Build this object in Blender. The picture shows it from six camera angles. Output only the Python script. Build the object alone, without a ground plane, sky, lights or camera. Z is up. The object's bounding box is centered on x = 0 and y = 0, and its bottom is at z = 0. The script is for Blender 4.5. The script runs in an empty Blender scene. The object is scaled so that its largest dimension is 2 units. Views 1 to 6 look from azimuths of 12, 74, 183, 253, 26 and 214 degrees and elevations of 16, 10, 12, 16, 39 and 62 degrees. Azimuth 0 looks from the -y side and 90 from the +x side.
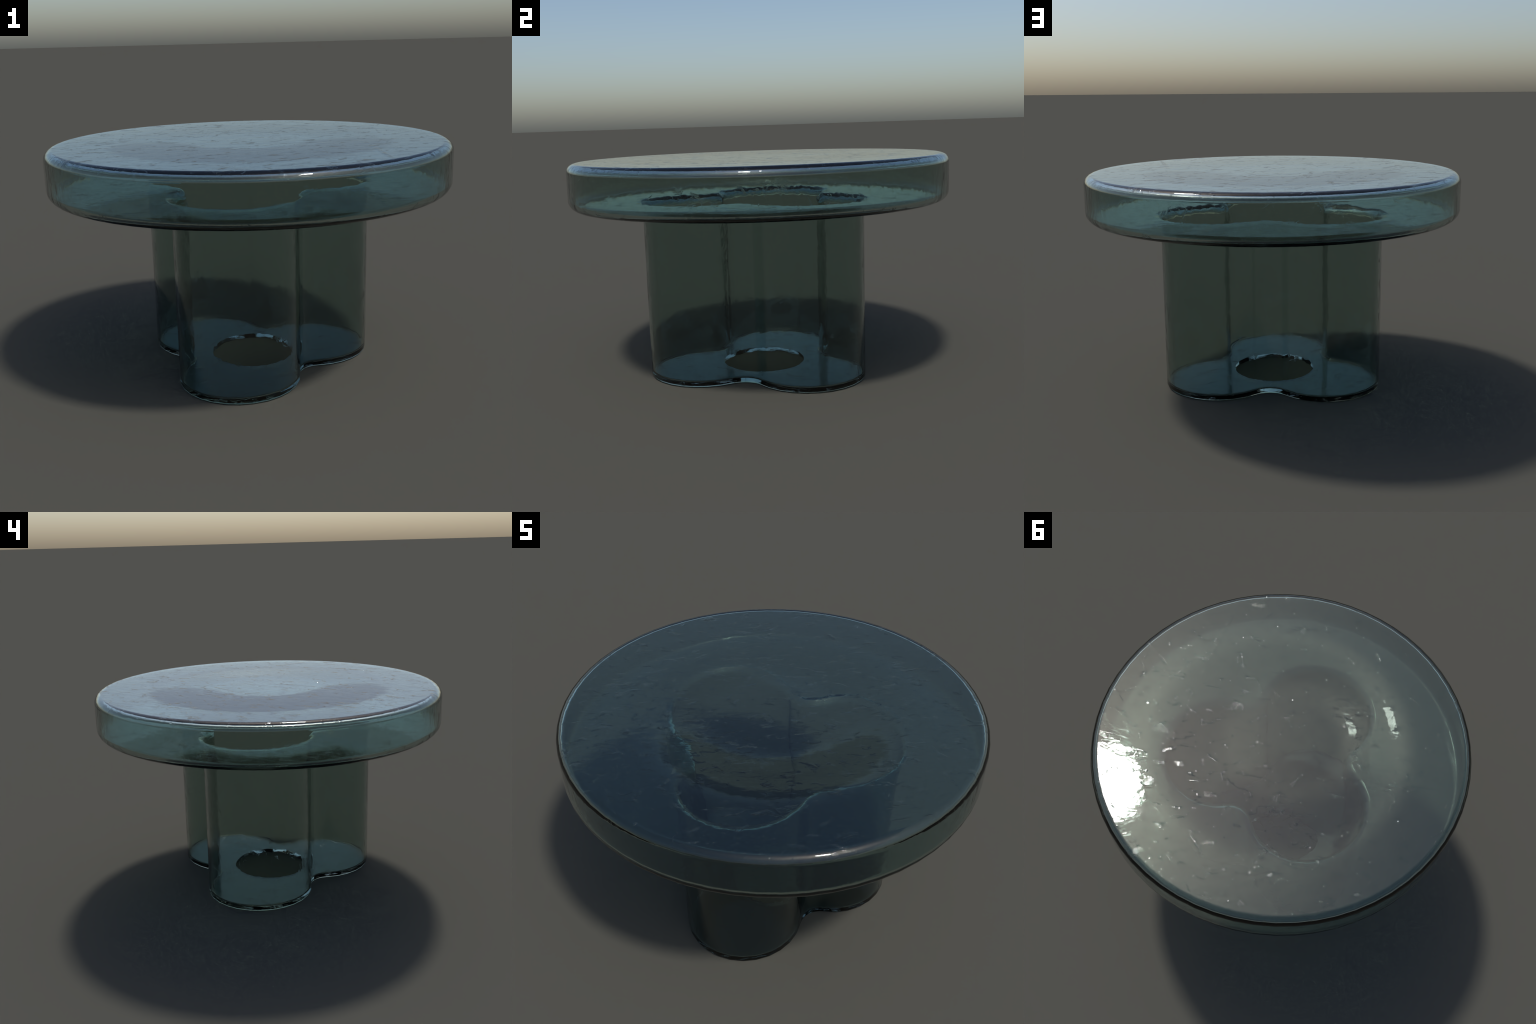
"""Round cast-glass side table: a hollow disc top that flows into a hollow
three-lobed (clover section) pedestal with a drain hole in its foot plate.
The whole thing is ONE closed glass shell (outer skin + inner skin)."""
import bpy
import math
from mathutils import Vector

# ----------------------------------------------------------------- dimensions
T_WALL = 0.0140            # glass thickness: walls of the pedestal
T_FOOT = 0.022            # ... of the foot plate
T_UNDER = 0.024           # ... of the disc's underside
T_CEIL = 0.023            # ... of the disc's rim and top plate near the rim
BOSS_H, BOSS_IN, BOSS_OUT = 0.052, 0.28, 0.73   # shallow boss hanging from the top plate, inside
R_TOP = 1.0               # radius of the disc top
Z_TOP = 1.148             # upper face of the disc
Z_UNDER = 0.911           # underside of the disc
F_UP, F_LOW = 0.045, 0.052  # rounding of the disc's upper / lower rim
LOBE_D, LOBE_R = 0.327, 0.3005   # lobe centre distance and lobe radius
NOTCH_R = 0.110           # concave rounding between lobes
NOTCH_IN = 0.111          # ... and the same for the inner skin, before its offset
FOOT_F = 0.012            # rounding at the foot of the pedestal
FOOT_IN = 0.016           # ... and where wall and foot plate meet inside
NECK_F = 0.030            # rounding where pedestal meets disc (outside)
HOLE_R = 0.223            # hole in the foot plate
N_DISC, N_LOBE, N_NOTCH, N_HOLE = 64, 16, 6, 48
FILLET_STEPS = 8
BOSS_RINGS = 14


# ------------------------------------------------------------------- profiles
def circle(radius, n, phase=0.0):
    """points and outward normals of a circle, counter-clockwise"""
    out = []
    for i in range(n):
        a = phase + math.tau * i / n
        d = Vector((math.cos(a), math.sin(a), 0))
        out.append((d * radius, d))
    return out


def clover(grow, notch=None):
    """three-lobed outline, `grow` metres outside the nominal one;
    `notch` gives the skin a notch radius of its own"""
    out = []
    notch = NOTCH_R if notch is None else notch
    half = LOBE_D * math.sin(math.radians(60))
    rise = math.sqrt((LOBE_R + notch) ** 2 - half ** 2)
    notch_dist = LOBE_D * 0.5 + rise
    for k in range(3):
        face = math.radians(-90 + 120 * k)
        c = Vector((math.cos(face), math.sin(face), 0)) * LOBE_D
        nd = face + math.radians(60)
        nc = Vector((math.cos(nd), math.sin(nd), 0)) * notch_dist
        v = nc - c
        swing = (math.atan2(v.y, v.x) - face + math.pi) % math.tau - math.pi
        for i in range(N_LOBE + 1):
            a = face - swing + 2 * swing * i / N_LOBE
            d = Vector((math.cos(a), math.sin(a), 0))
            out.append((c + d * (LOBE_R + grow), d))
        # concave arc: runs backwards round the notch centre
        turn = swing - math.radians(60)
        for i in range(1, N_NOTCH):
            a = nd + turn - 2 * turn * i / N_NOTCH
            d = Vector((math.cos(a), math.sin(a), 0))
            out.append((nc - d * (notch - grow), d))
    return out


class Skin:
    """collects rings of vertices with exact normals and the faces between"""

    def __init__(self):
        self.co, self.no, self.faces, self.tag = [], [], [], []

    def ring(self, outline, z, tilt):
        """tilt: 0 = normal points sideways, +90 = up, -90 = down"""
        ids = []
        c, s = math.cos(math.radians(tilt)), math.sin(math.radians(tilt))
        for p, d in outline:
            ids.append(len(self.co))
            self.co.append(Vector((p.x, p.y, z)))
            self.no.append(Vector((d.x * c, d.y * c, s)).normalized())
        return ids

    def strip(self, a, b, tag, flip=False):
        n = len(a)
        for i in range(n):
            j = (i + 1) % n
            f = (a[i], a[j], b[j], b[i])
            self.faces.append(f[::-1] if flip else f)
            self.tag.append(tag)

    def annulus(self, inner, outer, tag, up):
        """flat ring between two loops with different numbers of points"""
        def ang(i):
            return math.atan2(self.co[i].y, self.co[i].x) % math.tau

        a = sorted(inner, key=ang)
        b = sorted(outer, key=ang)
        ia = ib = 0
        while ia < len(a) or ib < len(b):
            na = ang(a[ia + 1]) if ia + 1 < len(a) else ang(a[0]) + math.tau
            nb = ang(b[ib + 1]) if ib + 1 < len(b) else ang(b[0]) + math.tau
            if ib >= len(b) or (ia < len(a) and na <= nb):
                f = (a[ia % len(a)], b[ib % len(b)], a[(ia + 1) % len(a)])
                ia += 1
            else:
                f = (a[ia % len(a)], b[ib % len(b)], b[(ib + 1) % len(b)])
                ib += 1
            self.faces.append(f if up else f[::-1])
            self.tag.append(tag)

    def cap(self, loop, tag, up):
        self.faces.append(tuple(loop) if up else tuple(reversed(loop)))
        self.tag.append(tag)


def build_shell():
    s = Skin()
    steps = FILLET_STEPS

    def skin(inside):
        """outer skin, or the inner one that bounds the hollow"""
        off, foot, under, ceil = (T_WALL, T_FOOT, T_UNDER, T_CEIL) if inside else (0.0, 0.0, 0.0, 0.0)
        flip = inside
        nr = NOTCH_IN if inside else NOTCH_R

        def ring(o, z, t):
            ids = s.ring(o, z, t)
            if inside:
                for i in ids:
                    s.no[i] = -s.no[i]
            return ids

        # --- foot plate: hole edge to foot rounding
        ff = FOOT_IN if inside else FOOT_F
        hole = ring(circle(HOLE_R, N_HOLE), foot, -90)
        prev = ring(clover(-off - ff, nr), foot, -90)
        s.annulus(hole, prev, "base_plate", up=inside)
        for k in range(1, steps + 1):
            t = math.radians(90 * k / steps)
            cur = ring(clover(-off - ff + ff * math.sin(t), nr), foot + ff - ff * math.cos(t), -90 + 90 * k / steps)
            s.strip(prev, cur, "base_plate" if k <= steps // 2 else "pedestal", flip)
            prev = cur
        # --- pedestal wall, then the neck that flares under the disc
        nf = NECK_F + off
        zu = Z_UNDER + under
        cur = ring(clover(-off, nr), zu - nf, 0)
        s.strip(prev, cur, "pedestal", flip)
        prev = cur
        for k in range(1, steps + 1):
            t = math.radians(90 * k / steps)
            cur = ring(clover(-off + nf - nf * math.cos(t), nr), zu - nf + nf * math.sin(t), -90 * k / steps)
            s.strip(prev, cur, "pedestal" if k <= steps // 2 else "table_top", flip)
            prev = cur
        # --- disc: underside, lower rim, side, upper rim, top
        fl, fu = F_LOW - ceil, F_UP - ceil
        rad, zt = R_TOP - ceil, Z_TOP - ceil
        cur = ring(circle(rad - fl, N_DISC), zu, -90)
        s.annulus(prev, cur, "table_top", up=inside)
        prev = cur
        for k in range(1, steps + 1):
            t = math.radians(90 * k / steps)
            cur = ring(circle(rad - fl + fl * math.sin(t), N_DISC), zu + fl - fl * math.cos(t), -90 + 90 * k / steps)
            s.strip(prev, cur, "table_top", flip)
            prev = cur
        for k in range(0, steps + 1):
            t = math.radians(90 * k / steps)
            cur = ring(circle(rad - fu + fu * math.cos(t), N_DISC), zt - fu + fu * math.sin(t), 90 * k / steps)
            s.strip(prev, cur, "table_top", flip)
            prev = cur
        if inside:
            # the hollow's ceiling carries a shallow round boss with soft flanks
            flat = rad - fu
            for k in range(1, BOSS_RINGS + 1):
                r = flat + (0.15 - flat) * k / BOSS_RINGS
                x = min(1.0, max(0.0, (r - BOSS_IN) / (BOSS_OUT - BOSS_IN)))
                sink = BOSS_H * 0.5 * (1 + math.cos(math.pi * x))
                slope = BOSS_H * 0.5 * math.pi / (BOSS_OUT - BOSS_IN) * math.sin(math.pi * x)
                cur = ring(circle(r, N_DISC), zt - sink, 90 + math.degrees(math.atan(slope)))
                s.strip(prev, cur, "table_top", flip)
                prev = cur
        s.cap(prev, "table_top", up=not inside)
        return hole

    skin(False)
    skin(True)
    # --- wall of the hole, crisp edges: its own vertices, facing the axis
    lo = s.ring(circle(HOLE_R, N_HOLE), 0.0, 0)
    hi = s.ring(circle(HOLE_R, N_HOLE), T_FOOT, 0)
    for i in lo + hi:
        s.no[i] = -s.no[i]
    s.strip(lo, hi, "base_plate", flip=True)
    return s


# ------------------------------------------------------------------- material
def glass():
    m = bpy.data.materials.new("teal_cast_glass")
    m.use_nodes = True
    nt = m.node_tree
    N, L = nt.nodes, nt.links
    bsdf = N["Principled BSDF"]
    bsdf.inputs["Base Color"].default_value = (0.53, 0.645, 0.605, 1)
    bsdf.inputs["Transmission Weight"].default_value = 1.0
    bsdf.inputs["IOR"].default_value = 1.5
    tc = N.new("ShaderNodeTexCoord")
    # the glass was drawn and wiped one way: all its marks are a little longer
    # along that direction and down the walls
    turn = N.new("ShaderNodeMapping")
    turn.inputs["Rotation"].default_value = (0, 0, math.radians(-30))
    L.new(tc.outputs["Object"], turn.inputs["Vector"])
    pull = N.new("ShaderNodeMapping")
    pull.inputs["Scale"].default_value = (0.62, 1.0, 0.55)
    L.new(turn.outputs["Vector"], pull.inputs["Vector"])

    def noise(scale, detail, rough, dist=0.0, shift=0.0, lac=2.0):
        n = N.new("ShaderNodeTexNoise")
        n.inputs["Scale"].default_value = scale
        n.inputs["Detail"].default_value = detail
        n.inputs["Roughness"].default_value = rough
        n.inputs["Distortion"].default_value = dist
        src = pull.outputs["Vector"]
        if shift:
            o = N.new("ShaderNodeVectorMath")
            o.inputs[1].default_value = (shift, shift * 0.7, -shift)
            L.new(src, o.inputs[0])
            src = o.outputs[0]
        L.new(src, n.inputs["Vector"])
        return n.outputs["Fac"]

    def ramp(src, lo, hi, a, b):
        n = N.new("ShaderNodeMapRange")
        n.inputs["From Min"].default_value = lo
        n.inputs["From Max"].default_value = hi
        n.inputs["To Min"].default_value = a
        n.inputs["To Max"].default_value = b
        L.new(src, n.inputs["Value"])
        return n.outputs["Result"]

    def calc(op, a, b):
        n = N.new("ShaderNodeMath")
        n.operation = op
        for k, x in enumerate((a, b)):
            if isinstance(x, (int, float)):
                n.inputs[k].default_value = x
            else:
                L.new(x, n.inputs[k])
        return n.outputs[0]

    # smudges change the gloss a little
    L.new(ramp(noise(5.0, 6, 0.65, 0.4), 0.35, 0.7, 0.008, 0.035), bsdf.inputs["Roughness"])
    # relief in metres: slow waviness, wiped smears in patches, sparse nicks, grain
    wave = calc("MULTIPLY", noise(17.0, 2, 0.55), 0.0010)
    patch = ramp(noise(3.5, 3, 0.6, 0.5, 3.1), 0.45, 0.62, 0.12, 1.0)
    smear = calc("MULTIPLY", calc("MULTIPLY", noise(34.0, 3, 0.55, 0.3, 7.7), patch), 0.00033)
    # flecks sit mostly on faces that look up or down, few on the walls
    geo = N.new("ShaderNodeNewGeometry")
    sep = N.new("ShaderNodeSeparateXYZ")
    L.new(geo.outputs["Normal"], sep.inputs[0])
    level = ramp(calc("ABSOLUTE", sep.outputs["Z"], 0.0), 0.3, 0.9, 0.3, 1.0)
    spot = ramp(noise(21.0, 4, 0.68, 1.0, 1.9), 0.60, 0.67, 0.0, 1.0)
    # one long broken scrape across the top
    at = N.new("ShaderNodeSeparateXYZ")
    L.new(tc.outputs["Object"], at.inputs[0])
    across = calc("ABSOLUTE", calc("SUBTRACT", calc("ADD", at.outputs["X"], calc("MULTIPLY", at.outputs["Y"], 0.281)), 0.566), 0.0)
    along = calc("ABSOLUTE", calc("ADD", at.outputs["Y"], 0.33), 0.0)
    scrape = calc("MULTIPLY", ramp(across, 0.006, 0.016, 1.0, 0.0), ramp(along, 0.24, 0.3, 1.0, 0.0))
    scrape = calc("MULTIPLY", scrape, ramp(noise(9.0, 3, 0.6, 0.3, 2.2), 0.47, 0.53, 0.0, 0.7))
    spot = calc("MAXIMUM", spot, scrape)
    fleck = calc("MULTIPLY", calc("MULTIPLY", noise(110.0, 2, 0.55, 0.6, 4.3), calc("MULTIPLY", spot, level)), 0.0012)
    grain = calc("MULTIPLY", noise(260.0, 2, 0.5, 0.0, 5.3), 0.000015)
    calm = calc("SUBTRACT", 1.2, calc("MULTIPLY", level, 0.6))   # flat faces are calmer than walls
    height = calc("ADD", calc("MULTIPLY", calc("ADD", wave, smear), calm), calc("ADD", fleck, grain))
    b = N.new("ShaderNodeBump")
    b.inputs["Strength"].default_value = 1.0
    b.inputs["Distance"].default_value = 1.0
    L.new(height, b.inputs["Height"])
    L.new(b.outputs["Normal"], bsdf.inputs["Normal"])
    return m


# ------------------------------------------------------------------- assembly
shell = build_shell()
mat = glass()
root = bpy.data.objects.new("glass_table", None)
root.empty_display_size = 0.2
root["label"] = "round teal glass table on a hollow clover-shaped pedestal"
root["category"] = "coffee table"
bpy.context.scene.collection.objects.link(root)

for part in ("table_top", "pedestal", "base_plate"):
    faces = [f for f, t in zip(shell.faces, shell.tag) if t == part]
    used = sorted({i for f in faces for i in f})
    remap = {v: k for k, v in enumerate(used)}
    me = bpy.data.meshes.new(part)
    me.from_pydata([shell.co[i] for i in used], [], [[remap[i] for i in f] for f in faces])
    me.polygons.foreach_set("use_smooth", [True] * len(me.polygons))
    me.materials.append(mat)
    me.validate()
    me.update()
    me.normals_split_custom_set_from_vertices([shell.no[i] for i in used])
    ob = bpy.data.objects.new(part, me)
    ob.parent = root
    bpy.context.scene.collection.objects.link(ob)
